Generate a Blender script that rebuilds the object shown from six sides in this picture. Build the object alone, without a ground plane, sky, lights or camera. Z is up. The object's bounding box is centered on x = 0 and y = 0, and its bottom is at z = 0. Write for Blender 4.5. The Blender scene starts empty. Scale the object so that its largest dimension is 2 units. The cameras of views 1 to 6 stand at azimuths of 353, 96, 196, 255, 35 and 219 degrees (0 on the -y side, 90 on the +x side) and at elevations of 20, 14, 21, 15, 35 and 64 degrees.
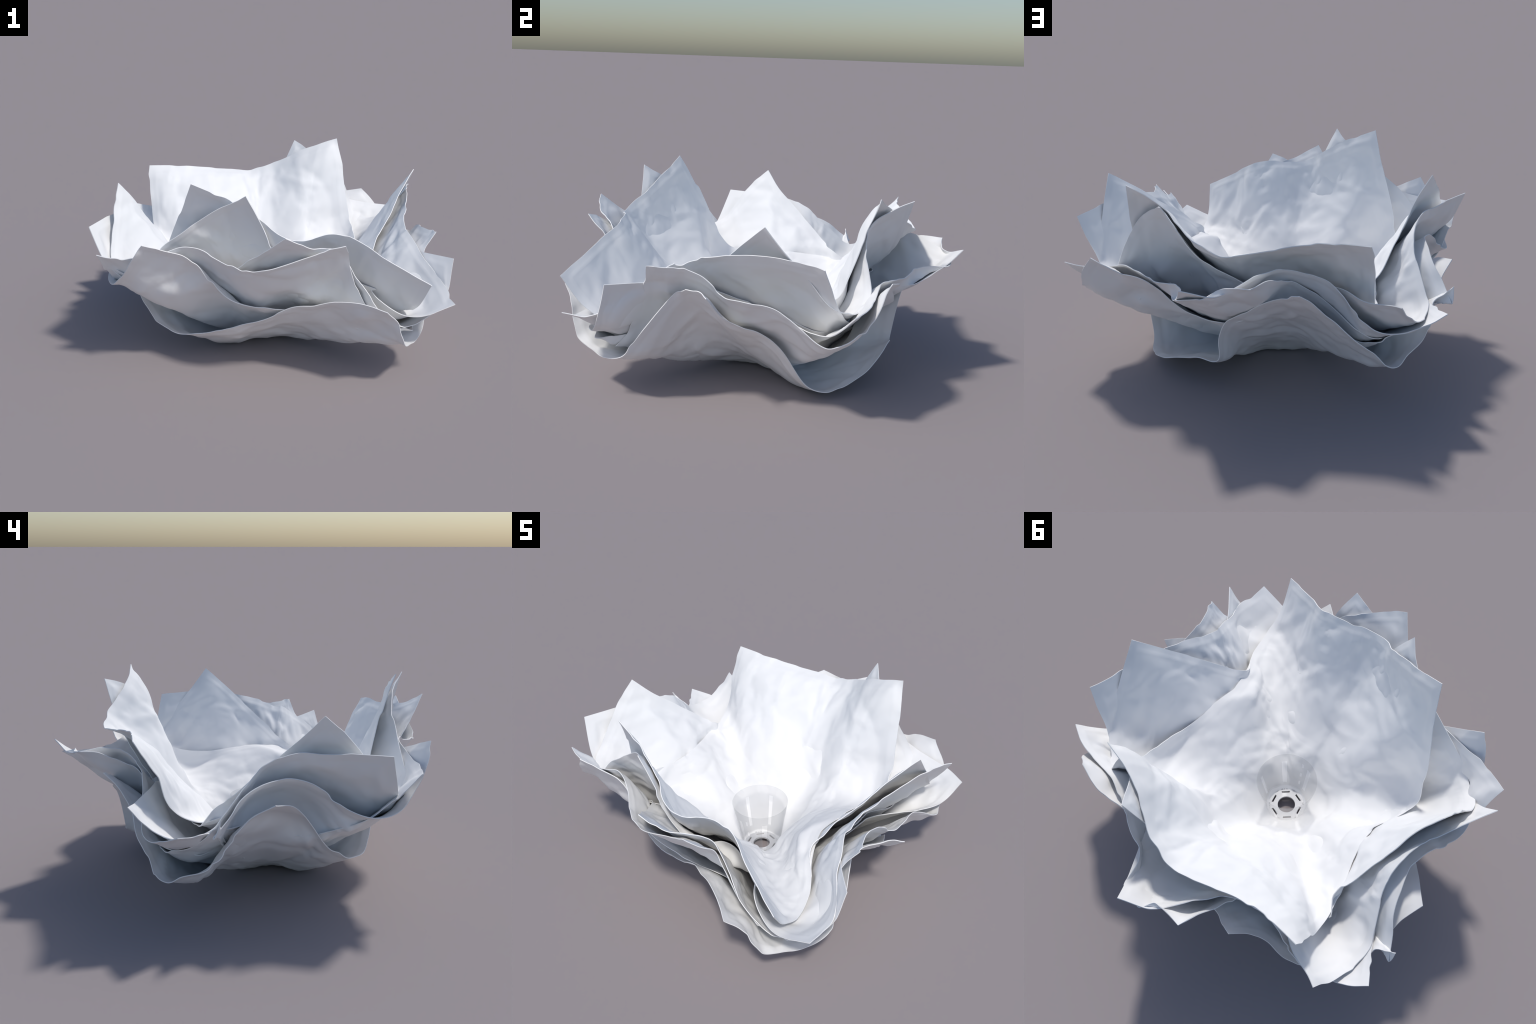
"""Crumpled paper lamp: seven large paper sheets (short : long = 1 : root 2) threaded one inside
the other on a socket ring, each pushed up into a bowl with free, wavy edges, round a clear beaker.

Every sheet is described by the course of its four edges in space (corner first, then the waves of
the edge).  The paper between the edges is found by relaxing a grid that may bend but hardly stretch,
and each sheet is kept outside the one it wraps."""
import bpy, bmesh, math, random
import numpy as np
from mathutils import Vector, noise
from mathutils.bvhtree import BVHTree

random.seed(7)
rng = np.random.default_rng(7)

AXIS = np.array([-0.003, -0.047])        # where the lamp's axis stands
HALF_SHORT, HALF_LONG = 0.715, 1.01      # half sizes of a sheet
THICK = 0.004
EYE = np.array([0.0, -0.05, 0.80])       # a point inside the bowl that sees every sheet's wall

# ------------------------------------------------------------------ edges of the sheets
SHEETS = []
# innermost sheet
SHEETS.append(dict(
    edge_one=[(0.69, -0.94, 0.58), (0.67, -0.83, 0.43), (0.66, -0.69, 0.36), (0.63, -0.54, 0.38), (0.56, -0.40, 0.45), (0.52, -0.25, 0.49), (0.53, -0.08, 0.49), (0.56, 0.08, 0.47), (0.59, 0.23, 0.47), (0.59, 0.36, 0.52), (0.58, 0.43, 0.65), (0.57, 0.49, 0.82)],
    edge_two=[(0.54, 0.55, 1.00), (0.43, 0.57, 0.96), (0.33, 0.61, 0.92), (0.24, 0.67, 0.86), (0.16, 0.72, 0.81), (0.07, 0.75, 0.78), (-0.02, 0.76, 0.76), (-0.12, 0.74, 0.77), (-0.22, 0.72, 0.79), (-0.32, 0.69, 0.81), (-0.43, 0.68, 0.82), (-0.53, 0.68, 0.83)],
    edge_three=[(-0.64, 0.69, 0.83), (-0.64, 0.59, 0.67), (-0.63, 0.53, 0.51), (-0.62, 0.41, 0.43), (-0.59, 0.27, 0.44), (-0.54, 0.12, 0.47), (-0.52, -0.04, 0.48), (-0.57, -0.19, 0.46), (-0.61, -0.31, 0.47), (-0.58, -0.40, 0.57), (-0.54, -0.46, 0.72), (-0.49, -0.53, 0.88)],
    edge_four=[(-0.44, -0.61, 1.04), (-0.32, -0.64, 0.99), (-0.21, -0.68, 0.94), (-0.11, -0.73, 0.87), (-0.04, -0.78, 0.82), (0.04, -0.80, 0.79), (0.12, -0.79, 0.79), (0.21, -0.76, 0.80), (0.30, -0.75, 0.79), (0.39, -0.78, 0.75), (0.48, -0.83, 0.70), (0.58, -0.88, 0.64)],
    first="long"))
# second sheet
SHEETS.append(dict(
    edge_one=[(0.89, 0.05, 0.91), (0.88, 0.14, 0.79), (0.86, 0.23, 0.69), (0.84, 0.31, 0.59), (0.80, 0.39, 0.53), (0.73, 0.46, 0.50), (0.68, 0.51, 0.52), (0.64, 0.53, 0.58), (0.60, 0.51, 0.68), (0.54, 0.49, 0.79), (0.45, 0.52, 0.87), (0.37, 0.61, 0.92)],
    edge_two=[(0.30, 0.72, 0.96), (0.23, 0.69, 0.83), (0.15, 0.65, 0.70), (0.03, 0.60, 0.61), (-0.10, 0.55, 0.52), (-0.23, 0.50, 0.46), (-0.37, 0.44, 0.44), (-0.50, 0.37, 0.46), (-0.59, 0.28, 0.52), (-0.65, 0.18, 0.62), (-0.70, 0.07, 0.73), (-0.74, -0.04, 0.83)],
    edge_three=[(-0.81, -0.12, 0.93), (-0.83, -0.23, 0.83), (-0.85, -0.32, 0.71), (-0.85, -0.41, 0.60), (-0.80, -0.50, 0.55), (-0.73, -0.55, 0.56), (-0.66, -0.57, 0.62), (-0.59, -0.57, 0.71), (-0.50, -0.59, 0.78), (-0.41, -0.61, 0.85), (-0.33, -0.64, 0.91), (-0.25, -0.70, 0.96)],
    edge_four=[(-0.19, -0.76, 1.01), (-0.11, -0.76, 0.85), (-0.04, -0.76, 0.70), (0.04, -0.73, 0.56), (0.14, -0.68, 0.47), (0.25, -0.61, 0.42), (0.35, -0.52, 0.42), (0.45, -0.43, 0.46), (0.54, -0.33, 0.52), (0.61, -0.25, 0.61), (0.70, -0.16, 0.70), (0.78, -0.06, 0.80)],
    first="short"))
# third sheet
SHEETS.append(dict(
    edge_one=[(0.95, 0.32, 0.75), (0.85, 0.37, 0.59), (0.73, 0.42, 0.47), (0.59, 0.46, 0.41), (0.44, 0.48, 0.39), (0.29, 0.50, 0.41), (0.13, 0.51, 0.45), (-0.03, 0.51, 0.50), (-0.19, 0.52, 0.54), (-0.34, 0.54, 0.57), (-0.49, 0.59, 0.58), (-0.62, 0.68, 0.56)],
    edge_two=[(-0.78, 0.74, 0.58), (-0.82, 0.65, 0.48), (-0.85, 0.54, 0.44), (-0.86, 0.43, 0.46), (-0.83, 0.34, 0.52), (-0.80, 0.27, 0.59), (-0.77, 0.22, 0.64), (-0.76, 0.16, 0.70), (-0.76, 0.08, 0.74), (-0.78, -0.02, 0.77), (-0.83, -0.13, 0.77), (-0.89, -0.25, 0.77)],
    edge_three=[(-0.96, -0.38, 0.77), (-0.87, -0.45, 0.59), (-0.73, -0.49, 0.49), (-0.58, -0.52, 0.47), (-0.41, -0.53, 0.50), (-0.24, -0.52, 0.53), (-0.07, -0.51, 0.56), (0.10, -0.52, 0.58), (0.26, -0.55, 0.58), (0.39, -0.65, 0.54), (0.48, -0.79, 0.45), (0.64, -0.86, 0.38)],
    edge_four=[(0.84, -0.88, 0.45), (0.86, -0.74, 0.45), (0.83, -0.63, 0.51), (0.78, -0.54, 0.58), (0.76, -0.46, 0.63), (0.74, -0.40, 0.67), (0.73, -0.36, 0.68), (0.73, -0.32, 0.70), (0.75, -0.25, 0.72), (0.80, -0.14, 0.75), (0.84, 0.00, 0.77), (0.88, 0.16, 0.77)],
    first="long"))
# fourth sheet
SHEETS.append(dict(
    edge_one=[(0.90, -0.66, 0.61), (0.80, -0.54, 0.60), (0.71, -0.41, 0.59), (0.64, -0.27, 0.57), (0.58, -0.13, 0.55), (0.53, 0.01, 0.52), (0.49, 0.16, 0.50), (0.44, 0.31, 0.49), (0.39, 0.46, 0.48), (0.33, 0.60, 0.50), (0.27, 0.74, 0.53), (0.20, 0.87, 0.59)],
    edge_two=[(0.12, 1.00, 0.69), (-0.00, 0.94, 0.65), (-0.09, 0.86, 0.67), (-0.17, 0.77, 0.70), (-0.25, 0.69, 0.70), (-0.34, 0.65, 0.67), (-0.44, 0.63, 0.63), (-0.51, 0.64, 0.56), (-0.58, 0.66, 0.48), (-0.66, 0.67, 0.43), (-0.76, 0.65, 0.42), (-0.86, 0.62, 0.45)],
    edge_three=[(-0.96, 0.56, 0.49), (-0.88, 0.42, 0.47), (-0.81, 0.28, 0.46), (-0.73, 0.14, 0.45), (-0.66, 0.00, 0.45), (-0.58, -0.14, 0.46), (-0.51, -0.28, 0.47), (-0.43, -0.41, 0.50), (-0.35, -0.53, 0.53), (-0.28, -0.65, 0.59), (-0.21, -0.76, 0.66), (-0.12, -0.86, 0.76)],
    edge_four=[(-0.03, -0.96, 0.86), (0.08, -0.93, 0.80), (0.17, -0.86, 0.77), (0.25, -0.81, 0.74), (0.31, -0.81, 0.66), (0.36, -0.82, 0.57), (0.43, -0.84, 0.47), (0.51, -0.84, 0.38), (0.61, -0.83, 0.32), (0.71, -0.78, 0.32), (0.81, -0.74, 0.37), (0.87, -0.70, 0.47)],
    first="long"))
# fifth sheet
SHEETS.append(dict(
    edge_one=[(0.97, 0.46, 0.55), (0.87, 0.52, 0.56), (0.76, 0.55, 0.57), (0.66, 0.56, 0.59), (0.57, 0.58, 0.61), (0.49, 0.62, 0.60), (0.41, 0.67, 0.59), (0.32, 0.72, 0.60), (0.23, 0.76, 0.61), (0.13, 0.81, 0.64), (0.03, 0.86, 0.66), (-0.07, 0.90, 0.68)],
    edge_two=[(-0.17, 0.92, 0.69), (-0.22, 0.80, 0.69), (-0.27, 0.67, 0.63), (-0.34, 0.54, 0.57), (-0.41, 0.42, 0.51), (-0.48, 0.30, 0.45), (-0.56, 0.18, 0.40), (-0.64, 0.06, 0.37), (-0.71, -0.07, 0.36), (-0.77, -0.19, 0.39), (-0.84, -0.31, 0.45), (-0.88, -0.43, 0.55)],
    edge_three=[(-0.92, -0.54, 0.67), (-0.82, -0.58, 0.66), (-0.71, -0.61, 0.67), (-0.60, -0.62, 0.69), (-0.50, -0.62, 0.72), (-0.41, -0.66, 0.72), (-0.34, -0.72, 0.69), (-0.26, -0.80, 0.67), (-0.17, -0.85, 0.66), (-0.07, -0.88, 0.69), (0.05, -0.90, 0.73), (0.16, -0.92, 0.77)],
    edge_four=[(0.26, -0.94, 0.80), (0.30, -0.84, 0.71), (0.34, -0.81, 0.57), (0.38, -0.74, 0.46), (0.40, -0.60, 0.45), (0.42, -0.45, 0.49), (0.46, -0.29, 0.53), (0.54, -0.14, 0.50), (0.63, 0.01, 0.47), (0.72, 0.15, 0.44), (0.82, 0.27, 0.42), (0.91, 0.37, 0.45)],
    first="short"))
# sixth sheet
SHEETS.append(dict(
    edge_one=[(0.73, 0.62, 0.65), (0.59, 0.66, 0.61), (0.43, 0.65, 0.56), (0.29, 0.64, 0.47), (0.16, 0.60, 0.43), (0.03, 0.52, 0.48), (-0.12, 0.45, 0.52), (-0.28, 0.44, 0.49), (-0.42, 0.48, 0.41), (-0.58, 0.48, 0.39), (-0.74, 0.44, 0.41), (-0.88, 0.40, 0.48)],
    edge_two=[(-0.97, 0.38, 0.55), (-0.97, 0.41, 0.48), (-0.93, 0.36, 0.52), (-0.87, 0.27, 0.60), (-0.82, 0.16, 0.65), (-0.80, 0.02, 0.66), (-0.82, -0.10, 0.61), (-0.86, -0.21, 0.52), (-0.88, -0.34, 0.47), (-0.85, -0.47, 0.48), (-0.80, -0.57, 0.56), (-0.75, -0.64, 0.66)],
    edge_three=[(-0.69, -0.69, 0.76), (-0.59, -0.66, 0.72), (-0.46, -0.63, 0.66), (-0.35, -0.66, 0.53), (-0.22, -0.68, 0.43), (-0.05, -0.68, 0.39), (0.13, -0.66, 0.36), (0.30, -0.64, 0.33), (0.47, -0.60, 0.32), (0.62, -0.55, 0.37), (0.72, -0.52, 0.49), (0.80, -0.50, 0.62)],
    edge_four=[(0.86, -0.48, 0.70), (0.84, -0.42, 0.69), (0.82, -0.34, 0.69), (0.83, -0.24, 0.66), (0.86, -0.14, 0.58), (0.86, -0.02, 0.56), (0.85, 0.10, 0.54), (0.87, 0.21, 0.47), (0.89, 0.31, 0.40), (0.88, 0.41, 0.39), (0.85, 0.51, 0.46), (0.81, 0.58, 0.55)],
    first="long"))
# outermost sheet
SHEETS.append(dict(
    edge_one=[(0.46, -1.00, 0.48), (0.52, -0.95, 0.40), (0.56, -0.92, 0.31), (0.61, -0.87, 0.23), (0.66, -0.79, 0.20), (0.72, -0.71, 0.19), (0.77, -0.63, 0.23), (0.79, -0.56, 0.31), (0.80, -0.49, 0.40), (0.76, -0.37, 0.55), (0.81, -0.31, 0.58), (0.89, -0.24, 0.60)],
    edge_two=[(0.95, -0.19, 0.59), (0.85, -0.14, 0.48), (0.78, -0.07, 0.42), (0.74, 0.02, 0.38), (0.69, 0.13, 0.28), (0.61, 0.25, 0.09), (0.57, 0.36, 0.05), (0.46, 0.50, 0.09), (0.35, 0.58, 0.14), (0.20, 0.64, 0.19), (0.09, 0.66, 0.20), (0.07, 0.68, 0.32), (0.03, 0.70, 0.41), (-0.04, 0.72, 0.47), (-0.12, 0.73, 0.52), (-0.20, 0.74, 0.56), (-0.29, 0.78, 0.60)],
    edge_three=[(-0.35, 0.80, 0.62), (-0.41, 0.73, 0.54), (-0.49, 0.69, 0.46), (-0.57, 0.68, 0.38), (-0.65, 0.64, 0.30), (-0.70, 0.62, 0.23), (-0.75, 0.57, 0.21), (-0.79, 0.51, 0.25), (-0.84, 0.43, 0.29), (-0.87, 0.36, 0.36), (-0.89, 0.30, 0.45), (-0.91, 0.23, 0.53)],
    edge_four=[(-0.94, 0.14, 0.59), (-0.84, 0.02, 0.54), (-0.77, -0.08, 0.42), (-0.72, -0.18, 0.29), (-0.64, -0.31, 0.20), (-0.53, -0.43, 0.17), (-0.38, -0.53, 0.20), (-0.23, -0.60, 0.27), (-0.08, -0.66, 0.33), (0.06, -0.72, 0.41), (0.21, -0.81, 0.46), (0.34, -0.90, 0.49)],
    first="short"))
# ------------------------------------------------------------------ the paper between the edges
NU, NV = 49, 69                          # grid nodes along the short and the long side
IDX = np.arange(NU * NV).reshape(NU, NV)
GU, GV = np.meshgrid(np.linspace(-HALF_SHORT, HALF_SHORT, NU), np.linspace(-HALF_LONG, HALF_LONG, NV), indexing="ij")
GU, GV = GU.ravel(), GV.ravel()
RAD = np.hypot(GU, GV)
REACH = np.maximum(abs(GU) / HALF_SHORT, abs(GV) / HALF_LONG)    # 0 at the hub, 1 on the border
HUB_RADIUS = 0.095
BORDER = REACH > 0.999


def spline(points, count):
    """Catmull-Rom through the points, evaluated at count evenly spaced parameters."""
    p = np.vstack([2 * points[0] - points[1], points, 2 * points[-1] - points[-2]])
    t = np.linspace(0, len(points) - 1, count)
    k = np.minimum(t.astype(int), len(points) - 2)
    f = (t - k)[:, None]
    a, b, c, d = p[k], p[k + 1], p[k + 2], p[k + 3]
    return 0.5 * (2 * b + (c - a) * f + (2 * a - 5 * b + 4 * c - d) * f ** 2 + (3 * b - a - 3 * c + d) * f ** 3)


def faces_of(nu, nv):
    idx = np.arange(nu * nv).reshape(nu, nv)
    return np.stack([idx[:-1, :-1].ravel(), idx[1:, :-1].ravel(), idx[1:, 1:].ravel(), idx[:-1, 1:].ravel()], 1)


COARSE_FACES = faces_of(NU, NV).tolist()


def kinked(line, seed):
    """Small irregular bends along a free edge; its two ends stay put."""
    pick = np.random.default_rng(seed)
    knots = 22
    shift = pick.normal(0, 0.0042, (knots + 1, 3)) * np.array([1, 1, 0.8])
    shift[0] = shift[-1] = 0
    where = np.concatenate([[0], np.sort(pick.uniform(0.03, 0.97, knots - 1)), [1]])
    t = np.linspace(0, 1, len(line))
    return line + np.stack([np.interp(t, where, shift[:, c]) for c in range(3)], 1)


def border_point(sheet):
    """For every grid node: the point of the border that the line from the hub through it ends on."""
    names = ["edge_one", "edge_two", "edge_three", "edge_four"]
    corners = [np.array(sheet[n][0]) for n in names]
    if sheet["first"] == "short":
        names, corners = names[1:] + names[:1], corners[1:] + corners[:1]
    fine = 241
    run = [kinked(spline(np.vstack([np.array(sheet[names[k]], float), corners[(k + 1) % 4]]), fine), 10 * sheet["order"] + k) for k in range(4)]
    reach = np.maximum(REACH, 1e-6)
    u, v = GU / reach / HALF_SHORT, GV / reach / HALF_LONG        # on the border of the unit square
    out = np.zeros((len(u), 3))
    # sides in walking order: u=-1 upwards, v=+1 rightwards, u=+1 downwards, v=-1 leftwards
    sides = [(u <= -0.99999, v), (v >= 0.99999, u), (u >= 0.99999, -v), (v <= -0.99999, -u)]
    for k, (mask, along) in enumerate(sides):
        f = np.clip((along[mask] + 1) / 2, 0, 1) * (fine - 1)
        i = np.minimum(f.astype(int), fine - 2); w = (f - i)[:, None]
        out[mask] = run[k][i] * (1 - w) + run[k][i + 1] * w
    return out, corners


def push_out(points, trees, gap):
    """Move points away from EYE until they lie outside every sheet already built."""
    origin = Vector(EYE)
    out = points.copy()
    for k, p in enumerate(points):
        if RAD[k] < 0.12:
            continue
        d = p - EYE
        dist = float(np.linalg.norm(d)); d = d / dist
        need = 0.0
        for tree in trees:
            hit = tree.ray_cast(origin, Vector(d), dist + 0.25)
            if hit[3] is not None and hit[3] + gap > dist:
                need = max(need, hit[3] + gap)
        if need > dist:
            out[k] = EYE + d * need
    return out


def soften(x, keep, times):
    """A few rounds of averaging with the neighbours; keep holds the nodes that must not move."""
    g = x.reshape(NU, NV, 3).copy(); kp = keep.reshape(NU, NV, 1)
    for _ in range(times):
        m = g.copy()
        m[1:-1, 1:-1] = 0.5 * g[1:-1, 1:-1] + 0.125 * (g[:-2, 1:-1] + g[2:, 1:-1] + g[1:-1, :-2] + g[1:-1, 2:])
        g = g * kp + m * (1 - kp)
    return g.reshape(-1, 3)


def spread(move, times):
    """Let a push carry its neighbours along, so that no single node sticks out."""
    g = move.reshape(NU, NV, 3)
    for _ in range(times):
        p = np.pad(g, ((1, 1), (1, 1), (0, 0)), mode="edge")
        g = 0.4 * g + 0.15 * (p[:-2, 1:-1] + p[2:, 1:-1] + p[1:-1, :-2] + p[1:-1, 2:])
    return g.reshape(-1, 3)


def drape(sheet, level, trees):
    """Straight pleats from the hub to the border, as paper folds, then kept clear of the inner sheets."""
    rim, corners = border_point(sheet)
    uv = np.array([[-HALF_SHORT, -HALF_LONG], [-HALF_SHORT, HALF_LONG], [HALF_SHORT, HALF_LONG], [HALF_SHORT, -HALF_LONG]])
    xy = np.array([c[:2] for c in corners]) - AXIS
    cz, wz = xy[:, 0] + 1j * xy[:, 1], uv[:, 0] + 1j * uv[:, 1]
    turn = np.sum(cz * wz); turn /= abs(turn)
    flat = np.conj(GU + 1j * GV) * turn                            # the sheet laid flat round the axis
    flat_dir = flat / np.maximum(abs(flat), 1e-9)
    r_border = RAD / np.maximum(REACH, 1e-6)
    t = np.clip((RAD - HUB_RADIUS) / (r_border - HUB_RADIUS), 0, 1)[:, None]
    hub = np.stack([AXIS[0] + flat_dir.real * HUB_RADIUS, AXIS[1] + flat_dir.imag * HUB_RADIUS, np.full(len(GU), level)], 1)
    x = hub + (rim - hub) * t
    # the two wide flaps dish outwards, the two troughs arch up from the hub
    tt = t[:, 0]
    lean = (abs(GV) / HALF_LONG - abs(GU) / HALF_SHORT) / np.maximum(REACH, 1e-6)
    flap = np.clip(0.5 + 0.8 * lean, 0, 1); flap = flap * flap * (3 - 2 * flap)
    away = x - EYE; away /= np.linalg.norm(away, axis=1, keepdims=True)
    low, high = sheet["dish"]
    side = np.where(GV < 0, low, high)
    skew = np.where(GV < 0, *sheet["skew"])
    x += away * (flap * (side * np.sin(math.pi * tt) + skew * np.sin(2 * math.pi * tt)))[:, None]
    x[:, 2] += sheet["arch"] * (1 - flap) * np.sin(math.pi * np.clip(tt, 0, 1) ** 0.62)
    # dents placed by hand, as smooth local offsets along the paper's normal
    gx = x.reshape(NU, NV, 3)
    nrm = np.cross(np.gradient(gx, axis=0), np.gradient(gx, axis=1)).reshape(-1, 3)
    nrm /= np.linalg.norm(nrm, axis=1, keepdims=True) + 1e-9
    nrm *= np.sign(np.sum(nrm * away, axis=1, keepdims=True))
    total = np.full(len(GU), 0.05); value = np.zeros(len(GU))
    for du, dv, depth in sheet["dents"]:
        w = np.exp(-((GU - du) ** 2 + (GV - dv) ** 2) / (2 * 0.095 ** 2))
        total += w; value += w * depth
    x += nrm * (value / total * np.clip((1 - tt) / 0.12, 0, 1))[:, None]
    inside = RAD < HUB_RADIUS
    x[inside] = np.stack([AXIS[0] + flat.real, AXIS[1] + flat.imag, np.full(len(GU), level)], 1)[inside]
    keep = (BORDER | (RAD < HUB_RADIUS)).astype(float)
    x = soften(x, keep, 6)
    for gap in ((0.017, 0.015, 0.013) if trees else ()):
        move = push_out(x, trees, gap) - x
        wide = spread(move, 4)
        x = x + np.where(np.linalg.norm(wide, axis=1, keepdims=True) > np.linalg.norm(move, axis=1, keepdims=True), wide, move)
    if trees:
        x = soften(x, keep, 1)
    x[:, 2] = np.maximum(x[:, 2], 0.004)
    return x




def refine(x, times=3):
    """Cubic upsampling of the relaxed grid."""
    g = x.reshape(NU, NV, 3)
    nu, nv = (NU - 1) * times + 1, (NV - 1) * times + 1
    g = np.stack([spline(g[:, b], nu) for b in range(NV)], 1)
    g = np.stack([spline(g[a], nv) for a in range(nu)], 0)
    return g


def crumple(g, seed):
    """Broad dents and long creases of handled paper, and the pressed line that follows the border."""
    nu, nv = g.shape[:2]
    u = np.linspace(-HALF_SHORT, HALF_SHORT, nu); v = np.linspace(-HALF_LONG, HALF_LONG, nv)
    du = np.gradient(g, axis=0); dv = np.gradient(g, axis=1)
    nrm = np.cross(du, dv); nrm /= np.linalg.norm(nrm, axis=2, keepdims=True) + 1e-9
    uu, vv = np.meshgrid(u, v, indexing="ij")
    h = np.zeros((nu, nv))
    # long straight creases: a rounded step of slope on one side of a line, fading along it
    pick = np.random.default_rng(100 + seed)
    for _ in range(115):
        cu, cv = pick.uniform(-HALF_SHORT, HALF_SHORT), pick.uniform(-HALF_LONG, HALF_LONG)
        outward = math.atan2(cv, cu)
        a = outward + pick.normal(0, 0.55) + (math.pi / 2 if pick.random() < 0.4 else 0)
        length, width = pick.uniform(0.09, 0.32), pick.uniform(0.016, 0.055)
        x = (uu - cu) * math.cos(a) + (vv - cv) * math.sin(a)
        y = -(uu - cu) * math.sin(a) + (vv - cv) * math.cos(a) + 0.25 * x * x / length * pick.normal(0, 1)
        fade = np.exp(-(x / length) ** 2)
        h += fade * pick.choice([-1, 1]) * pick.uniform(0.003, 0.011) * np.exp(-np.abs(y) / width) * np.tanh(np.abs(y) / 0.006 + 0.6)
    off = Vector((seed * 7.3, seed * 3.1, seed * 1.7))
    for a in range(nu):
        for b in range(nv):
            q = Vector((u[a], v[b], 0))
            warp = Vector((noise.noise(q * 4 + off * 1.3), noise.noise(q * 4 + off * 2.1), 0)) * 0.12
            h[a, b] += 0.016 * noise.noise((q + warp) * 3.6 + off) + 0.011 * noise.noise((q + warp) * 7.5 + off * 1.9) + 0.005 * noise.noise((q + warp * 0.6) * 16 + off * 2.9)
    edge = np.minimum(HALF_SHORT - np.abs(uu), HALF_LONG - np.abs(vv))
    rad = np.hypot(uu, vv)
    h *= np.minimum(1.0, edge / 0.10 + 0.30) * np.clip((rad - 0.12) / 0.1, 0, 1)
    h -= 0.0018 * np.exp(-((edge - 0.042) / 0.008) ** 2)
    return g + nrm * h[..., None]


# ------------------------------------------------------------------ materials
def paper_material():
    mat = bpy.data.materials.new("white_paper"); mat.use_nodes = True
    t = mat.node_tree; bsdf = t.nodes["Principled BSDF"]
    co = t.nodes.new("ShaderNodeTexCoord")
    n1 = t.nodes.new("ShaderNodeTexNoise"); n1.inputs["Scale"].default_value = 3.0; n1.inputs["Detail"].default_value = 4
    ramp = t.nodes.new("ShaderNodeValToRGB")
    ramp.color_ramp.elements[0].position = 0.3; ramp.color_ramp.elements[0].color = PAPER_DARK
    ramp.color_ramp.elements[1].position = 0.7; ramp.color_ramp.elements[1].color = PAPER_LIGHT
    n2 = t.nodes.new("ShaderNodeTexNoise"); n2.inputs["Scale"].default_value = 160; n2.inputs["Detail"].default_value = 2
    bump = t.nodes.new("ShaderNodeBump"); bump.inputs["Strength"].default_value = 0.04; bump.inputs["Distance"].default_value = 0.002
    t.links.new(co.outputs["Object"], n1.inputs["Vector"]); t.links.new(n1.outputs["Fac"], ramp.inputs["Fac"])
    t.links.new(ramp.outputs["Color"], bsdf.inputs["Base Color"])
    t.links.new(co.outputs["Object"], n2.inputs["Vector"]); t.links.new(n2.outputs["Fac"], bump.inputs["Height"])
    t.links.new(bump.outputs["Normal"], bsdf.inputs["Normal"])
    bsdf.inputs["Roughness"].default_value = 0.6
    bsdf.inputs["Specular IOR Level"].default_value = 0.25
    return mat


def clear_material():
    mat = bpy.data.materials.new("clear_plastic"); mat.use_nodes = True
    t = mat.node_tree; bsdf = t.nodes["Principled BSDF"]; out = t.nodes["Material Output"]
    bsdf.inputs["Base Color"].default_value = (0.5, 0.51, 0.52, 1); bsdf.inputs["Roughness"].default_value = 0.15
    see = t.nodes.new("ShaderNodeBsdfTransparent"); see.inputs["Color"].default_value = (0.985, 0.985, 0.985, 1)
    lw = t.nodes.new("ShaderNodeLayerWeight"); lw.inputs["Blend"].default_value = 0.25
    ramp = t.nodes.new("ShaderNodeMapRange"); ramp.inputs["To Min"].default_value = 0.045; ramp.inputs["To Max"].default_value = 0.30
    co = t.nodes.new("ShaderNodeTexCoord"); n1 = t.nodes.new("ShaderNodeTexNoise"); n1.inputs["Scale"].default_value = 6
    t.links.new(co.outputs["Object"], n1.inputs["Vector"])
    add = t.nodes.new("ShaderNodeMath"); add.operation = "MULTIPLY_ADD"; add.inputs[1].default_value = 0.015
    t.links.new(n1.outputs["Fac"], add.inputs[0]); t.links.new(ramp.outputs["Result"], add.inputs[2])
    mix = t.nodes.new("ShaderNodeMixShader")
    t.links.new(lw.outputs["Facing"], ramp.inputs["Value"]); t.links.new(add.outputs["Value"], mix.inputs["Fac"])
    t.links.new(see.outputs["BSDF"], mix.inputs[1]); t.links.new(bsdf.outputs["BSDF"], mix.inputs[2])
    t.links.new(mix.outputs["Shader"], out.inputs["Surface"])
    return mat


def plain_material(name, colour, rough):
    mat = bpy.data.materials.new(name); mat.use_nodes = True
    t = mat.node_tree; bsdf = t.nodes["Principled BSDF"]
    co = t.nodes.new("ShaderNodeTexCoord"); n1 = t.nodes.new("ShaderNodeTexNoise"); n1.inputs["Scale"].default_value = 30
    mix = t.nodes.new("ShaderNodeMix"); mix.data_type = "RGBA"
    mix.inputs[6].default_value = (*[c * 0.96 for c in colour], 1); mix.inputs[7].default_value = (*colour, 1)
    t.links.new(co.outputs["Object"], n1.inputs["Vector"]); t.links.new(n1.outputs["Fac"], mix.inputs[0])
    t.links.new(mix.outputs[2], bsdf.inputs["Base Color"])
    bsdf.inputs["Roughness"].default_value = rough
    return mat


PAPER_DARK = (0.90, 0.90, 0.90, 1)
PAPER_LIGHT = (0.94, 0.94, 0.935, 1)
PAPER = paper_material(); CLEAR = clear_material()
WHITE_PLASTIC = plain_material("white_plastic", (0.76, 0.76, 0.765), 0.4)


# ------------------------------------------------------------------ assembling
def add_mesh(name, verts, faces, mat, smooth=None):
    me = bpy.data.meshes.new(name)
    me.from_pydata([tuple(map(float, p)) for p in verts], [], faces)
    me.update()
    ob = bpy.data.objects.new(name, me)
    bpy.context.collection.objects.link(ob)
    me.materials.append(mat)
    if smooth:
        me.shade_smooth()
        me.set_sharp_from_angle(angle=math.radians(smooth))
    return ob


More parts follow.
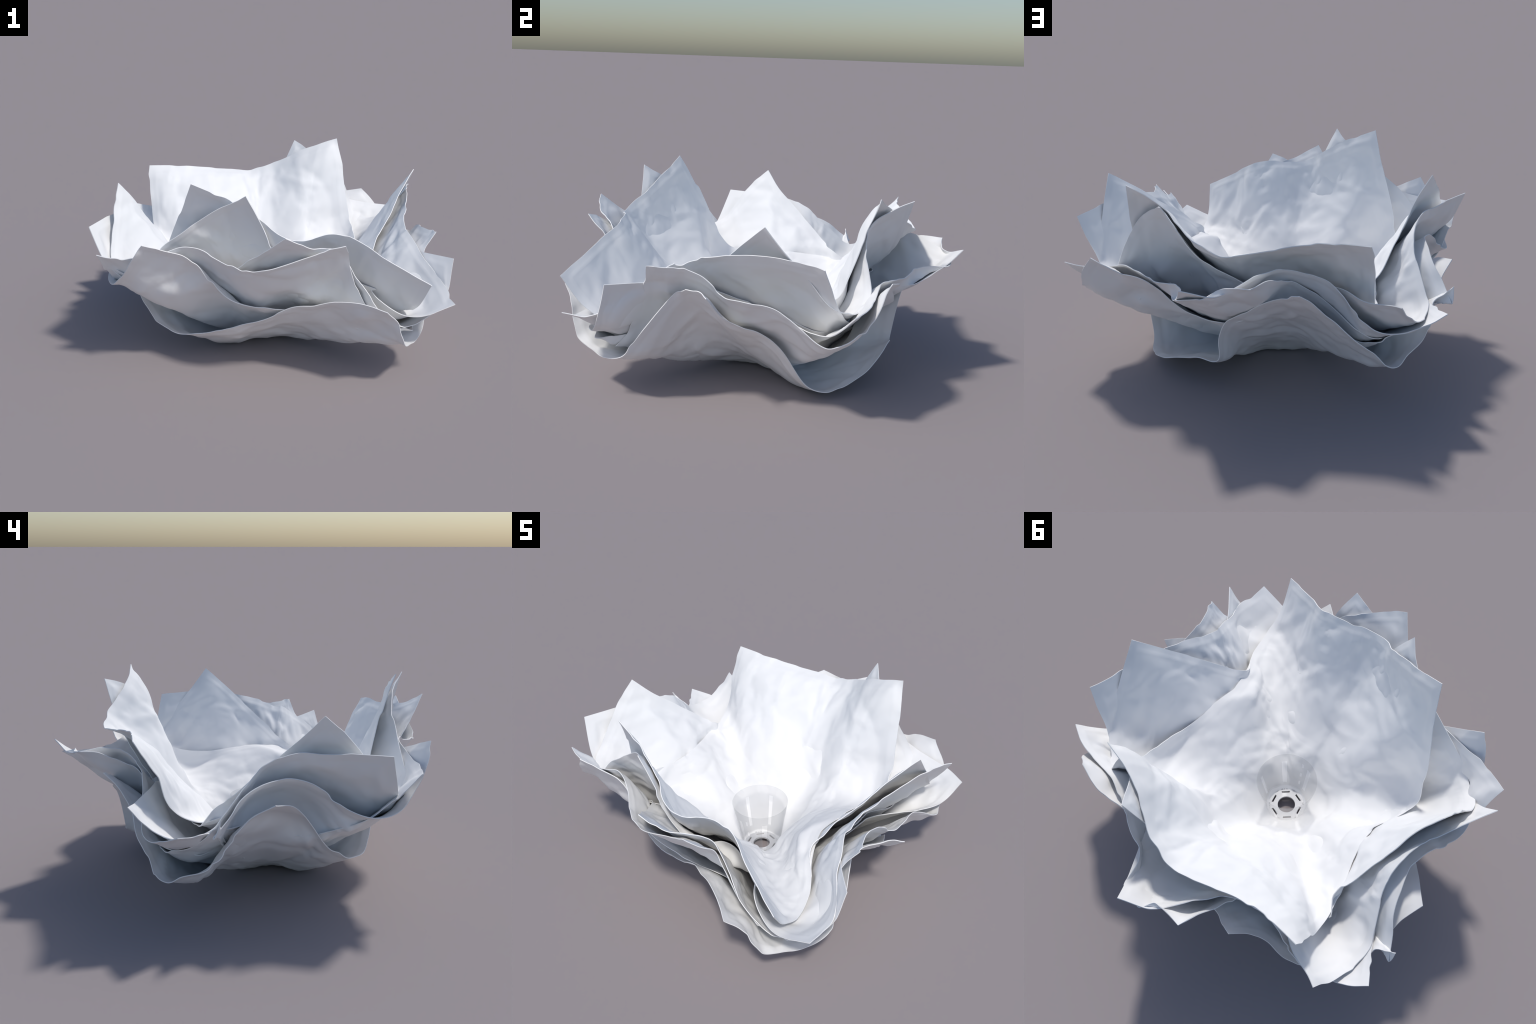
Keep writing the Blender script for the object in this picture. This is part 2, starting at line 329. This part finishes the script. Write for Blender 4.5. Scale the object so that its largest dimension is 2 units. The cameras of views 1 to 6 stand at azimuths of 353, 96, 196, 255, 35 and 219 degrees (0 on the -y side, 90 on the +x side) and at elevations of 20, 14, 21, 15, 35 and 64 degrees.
def thick_sheet(g):
    """Give the refined grid its thickness and cut the round hole at the hub."""
    nu, nv = g.shape[:2]
    du = np.gradient(g, axis=0); dv = np.gradient(g, axis=1)
    nrm = np.cross(du, dv); nrm /= np.linalg.norm(nrm, axis=2, keepdims=True) + 1e-9
    top = (g + nrm * THICK / 2).reshape(-1, 3); bot = (g - nrm * THICK / 2).reshape(-1, 3)
    u, v = np.meshgrid(np.linspace(-HALF_SHORT, HALF_SHORT, nu), np.linspace(-HALF_LONG, HALF_LONG, nv), indexing="ij")
    rad = np.hypot(u, v).ravel()
    quads = faces_of(nu, nv)
    quads = quads[(rad[quads] > 0.086).all(1)]
    n = nu * nv
    faces = [tuple(q) for q in quads.tolist()] + [tuple(q + n for q in f[::-1]) for f in quads.tolist()]
    seen = {}
    for f in quads.tolist():
        for a, b in zip(f, f[1:] + f[:1]):
            seen[(a, b)] = 1
    for (a, b) in list(seen):
        if (b, a) not in seen:
            faces.append((b, a, a + n, b + n))
    used = np.unique(np.concatenate([quads.ravel(), quads.ravel() + n]))
    remap = -np.ones(2 * n, int); remap[used] = np.arange(len(used))
    verts = np.vstack([top, bot])[used]
    return verts, [tuple(int(remap[k]) for k in f) for f in faces]


lamp = bpy.data.objects.new("paper_lamp", None)
bpy.context.collection.objects.link(lamp)
lamp["label"] = "bowl lamp of seven nested crumpled white paper sheets"
lamp["category"] = "paper lamp"
parts = []

# how far each sheet's two flaps dish out (and lean of the dish), and how high its troughs arch
BULGE = [((0.06, 0.03), (0.0, 0.03), 0.07), ((0.06, 0.05), (0, 0), 0.045), ((0.05, 0.05), (0, 0), 0.02), ((0.05, 0.05), (0, 0), 0.0),
         ((0.05, 0.05), (0, 0), -0.02), ((0.05, 0.05), (0, 0), -0.035), ((-0.01, -0.01), (0, 0), -0.055)]
# hollows (+, outwards) and swellings (-, inwards) in each sheet: across, along, depth in metres
DENTS = [[(0.43, 0.09, 0.030), (0.25, -0.12, 0.042), (-0.45, 0.43, 0.090), (-0.60, 0.52, 0.069), (0.24, 0.56, -0.057), (0.15, 0.37, -0.066),
          (-0.04, 0.91, -0.047), (-0.42, 0.19, -0.027), (0.19, 0.96, -0.029), (0.70, 0.81, -0.012), (-0.61, -0.19, -0.027), (0.35, -0.71, 0.029),
          (0.24, -0.55, 0.018), (-0.05, -0.54, -0.065), (0.45, -0.67, 0.051), (0.52, -0.30, 0.087), (-0.17, -0.51, -0.034), (-0.04, -0.34, -0.080),
          (0.42, -0.12, 0.078), (0.24, -0.02, 0.018), (0.07, 0.39, -0.064), (-0.33, 0.08, -0.041), (0.29, 0.84, -0.012), (-0.31, -0.74, 0.009),
          (0.37, -0.19, 0.086), (0.62, -0.89, 0.024), (-0.27, 0.41, 0.067), (-0.22, 0.68, -0.002), (-0.22, 0.87, 0.000), (0.23, 0.75, -0.020),
          (-0.36, 0.41, 0.071), (-0.53, 0.45, 0.099), (-0.30, -0.13, 0.017), (-0.60, 0.96, -0.020), (0.17, 0.44, -0.066), (0.46, 0.38, 0.007),
          (-0.01, 0.65, -0.032), (-0.58, -0.10, -0.033), (0.03, 0.85, -0.049), (0.67, 0.08, -0.015), (0.09, -0.44, -0.054), (0.40, -0.23, 0.092),
          (-0.28, -0.50, -0.009), (0.25, -0.65, 0.022), (-0.17, 0.11, 0.003), (-0.61, 0.33, 0.094), (-0.42, -0.63, 0.009), (0.14, -0.56, -0.011),
          (0.67, -0.60, 0.039), (0.18, -0.75, 0.009), (0.52, -0.74, 0.047), (-0.52, 0.38, 0.100), (0.56, -0.95, 0.019), (0.52, 0.64, 0.014),
          (0.43, -0.84, 0.025), (-0.13, -0.34, -0.067), (-0.28, 0.83, 0.008), (-0.60, 0.66, 0.033), (-0.30, 0.57, 0.026), (-0.54, -0.40, -0.025),
          (0.67, 0.25, -0.016), (0.22, -0.07, 0.024), (-0.09, -0.91, -0.021), (0.02, -0.51, -0.066), (0.49, -0.42, 0.070), (-0.53, 0.16, -0.018),
          (-0.12, -0.71, -0.014), (-0.18, 0.26, 0.035), (0.27, -0.20, 0.067), (-0.45, 0.08, -0.048), (0.23, -0.50, 0.010), (-0.14, -0.95, -0.022),
          (0.12, -0.16, 0.009), (0.44, -0.90, 0.018)],
         [(-0.53, 0.72, 0.050), (-0.49, 0.64, 0.054), (-0.46, 0.80, 0.041), (0.58, 0.76, 0.001), (0.60, -0.67, 0.032), (0.66, 0.44, -0.016),
          (-0.70, 0.47, 0.001), (0.11, -0.90, -0.027), (-0.53, 0.89, 0.026), (0.47, 0.70, -0.002), (0.43, -0.85, -0.017), (-0.27, 0.98, -0.011),
          (0.14, 0.96, -0.018), (0.51, -0.96, -0.031), (-0.59, 0.43, 0.010), (-0.51, 0.58, 0.053), (0.57, -0.81, 0.008), (-0.35, 0.11, 0.017),
          (-0.28, 0.55, -0.015)],
         [(-0.53, 0.95, 0.008), (0.27, 0.98, 0.008), (-0.22, 0.65, -0.029), (0.48, 0.77, 0.024), (0.20, -0.92, -0.012), (0.65, -0.92, 0.023),
          (-0.18, -1.00, -0.018), (0.24, 0.92, 0.007), (-0.55, 0.50, 0.021), (-0.45, 0.76, -0.019), (-0.40, -0.86, 0.012)],
         [(-0.20, 0.50, -0.015), (-0.56, -0.81, -0.014)],
         [(0.04, 0.83, -0.006), (0.63, -0.52, -0.015), (0.44, 0.46, -0.021), (0.08, 0.90, -0.005)],
         [(-0.49, -0.68, 0.023), (-0.22, 0.75, -0.032), (-0.02, 0.73, -0.054), (0.55, 0.46, -0.019), (0.43, 0.75, -0.040),
          (-0.35, 0.95, -0.031), (0.45, 0.69, -0.041)],
         [(0.00, 0.80, 0.026), (0.33, 0.75, -0.044), (0.20, 0.60, -0.026), (0.47, 0.82, -0.048), (0.37, 0.62, -0.040), (0.51, 0.75, -0.045),
          (0.56, 0.91, -0.030)]]
trees = []
for k, sheet in enumerate(SHEETS):
    sheet["order"] = k
    sheet["dish"], sheet["skew"], sheet["arch"] = BULGE[k]
    sheet["dents"] = DENTS[k]
    x = drape(sheet, 0.040 - 0.005 * k, trees)
    trees.append(BVHTree.FromPolygons([Vector(p) for p in x], COARSE_FACES))
    g = crumple(refine(x), k + 1)
    g[..., 2] = np.maximum(g[..., 2], 0.004)
    verts, faces = thick_sheet(g)
    parts.append(add_mesh("paper_sheet", verts, faces, PAPER, 50))


def polar(r, a, z):
    return (AXIS[0] + r * math.cos(a), AXIS[1] + r * math.sin(a), z)


# beaker: an open clear cone with cut-out slots, thick wall
def beaker():
    seg, rows = 180, 40
    z0, z1, r0, r1, wall = 0.050, 0.349, 0.106, 0.157, 0.003
    slots = [44, 107, 189, 247, 344]            # compass of the long slots, degrees in plan from the front
    holes = set()
    for s in slots:
        c = math.radians(s - 90)
        for i in range(seg):
            a = (i + 0.5) / seg * 2 * math.pi
            if abs((a - c + math.pi) % (2 * math.pi) - math.pi) < 0.095:
                for j in range(rows):
                    if 0.16 < (j + 0.5) / rows < 0.80:
                        holes.add((i, j))
    c = math.radians(3 - 90)
    for i in range(seg):
        a = (i + 0.5) / seg * 2 * math.pi
        if abs((a - c + math.pi) % (2 * math.pi) - math.pi) < 0.055:
            for j in range(rows):
                f = (j + 0.5) / rows
                if 0.2 < f < 0.32 or 0.45 < f < 0.57 or 0.72 < f < 0.84:
                    holes.add((i, j))
    verts, faces = [], []
    for side in (0, 1):
        for j in range(rows + 1):
            f = j / rows
            r = r0 + (r1 - r0) * f - side * wall
            for i in range(seg):
                verts.append(polar(r, i / seg * 2 * math.pi, z0 + (z1 - z0) * f))
    n = seg * (rows + 1)
    vid = lambda s, i, j: s * n + j * seg + i % seg
    solid = lambda i, j: 0 <= j < rows and (i % seg, j) not in holes
    for i in range(seg):
        for j in range(rows):
            if not solid(i, j):
                continue
            faces.append((vid(0, i, j), vid(0, i + 1, j), vid(0, i + 1, j + 1), vid(0, i, j + 1)))
            faces.append((vid(1, i, j), vid(1, i, j + 1), vid(1, i + 1, j + 1), vid(1, i + 1, j)))
            for (di, dj, p, q) in ((0, -1, (i + 1, j), (i, j)), (0, 1, (i, j + 1), (i + 1, j + 1)), (-1, 0, (i, j), (i, j + 1)), (1, 0, (i + 1, j + 1), (i + 1, j))):
                if not solid(i + di, j + dj):
                    faces.append((vid(0, *p), vid(0, *q), vid(1, *q), vid(1, *p)))
    ob = add_mesh("beaker", verts, faces, CLEAR, 40)
    bm = bmesh.new(); bm.from_mesh(ob.data)
    bmesh.ops.delete(bm, geom=[v for v in bm.verts if not v.link_faces], context="VERTS")
    bmesh.ops.recalc_face_normals(bm, faces=bm.faces[:]); bm.to_mesh(ob.data); bm.free()
    ob.data.set_sharp_from_angle(angle=math.radians(40))
    return ob


def socket_ring():
    """Flat ring with a round hole and six straight slots round it, on a short sleeve."""
    seg, z1, z0 = 144, 0.0475, 0.036
    radii = [0.0477, 0.058, 0.066, 0.0735, 0.0835, 0.090, 0.098, 0.1045]
    slot_rows = {3}
    def is_slot(i, j):
        a = (i + 0.5) / seg * 360
        return j in slot_rows and abs((a - 12 + 30) % 60 - 30) < 16
    verts, faces = [], []
    for z in (z1, z0):
        for j, r in enumerate(radii):
            for i in range(seg):
                a = i / seg * 2 * math.pi
                rel = (math.degrees(a) - 12 + 30) % 60 - 30
                straight = r / math.cos(math.radians(rel)) * 0.965 if 2 < j < 5 else r
                verts.append(polar(straight, a, z))
    m = len(radii); n = m * seg
    vid = lambda s, i, j: s * n + j * seg + i % seg
    solid = lambda i, j: 0 <= j < m - 1 and not is_slot(i % seg, j)
    for i in range(seg):
        for j in range(m - 1):
            if not solid(i, j):
                continue
            faces.append((vid(0, i, j), vid(0, i, j + 1), vid(0, i + 1, j + 1), vid(0, i + 1, j)))
            faces.append((vid(1, i, j), vid(1, i + 1, j), vid(1, i + 1, j + 1), vid(1, i, j + 1)))
            for (di, dj, p, q) in ((0, -1, (i, j), (i + 1, j)), (0, 1, (i + 1, j + 1), (i, j + 1)), (-1, 0, (i, j + 1), (i, j)), (1, 0, (i + 1, j), (i + 1, j + 1))):
                if not solid(i + di, j + dj):
                    faces.append((vid(0, *p), vid(0, *q), vid(1, *q), vid(1, *p)))
    ob = add_mesh("socket_ring", verts, faces, WHITE_PLASTIC, 35)
    bm = bmesh.new(); bm.from_mesh(ob.data)
    bmesh.ops.delete(bm, geom=[v for v in bm.verts if not v.link_faces], context="VERTS")
    bmesh.ops.recalc_face_normals(bm, faces=bm.faces[:]); bm.to_mesh(ob.data); bm.free()
    ob.data.set_sharp_from_angle(angle=math.radians(35))
    return ob


parts += [beaker(), socket_ring()]
for p in parts:
    p.parent = lamp
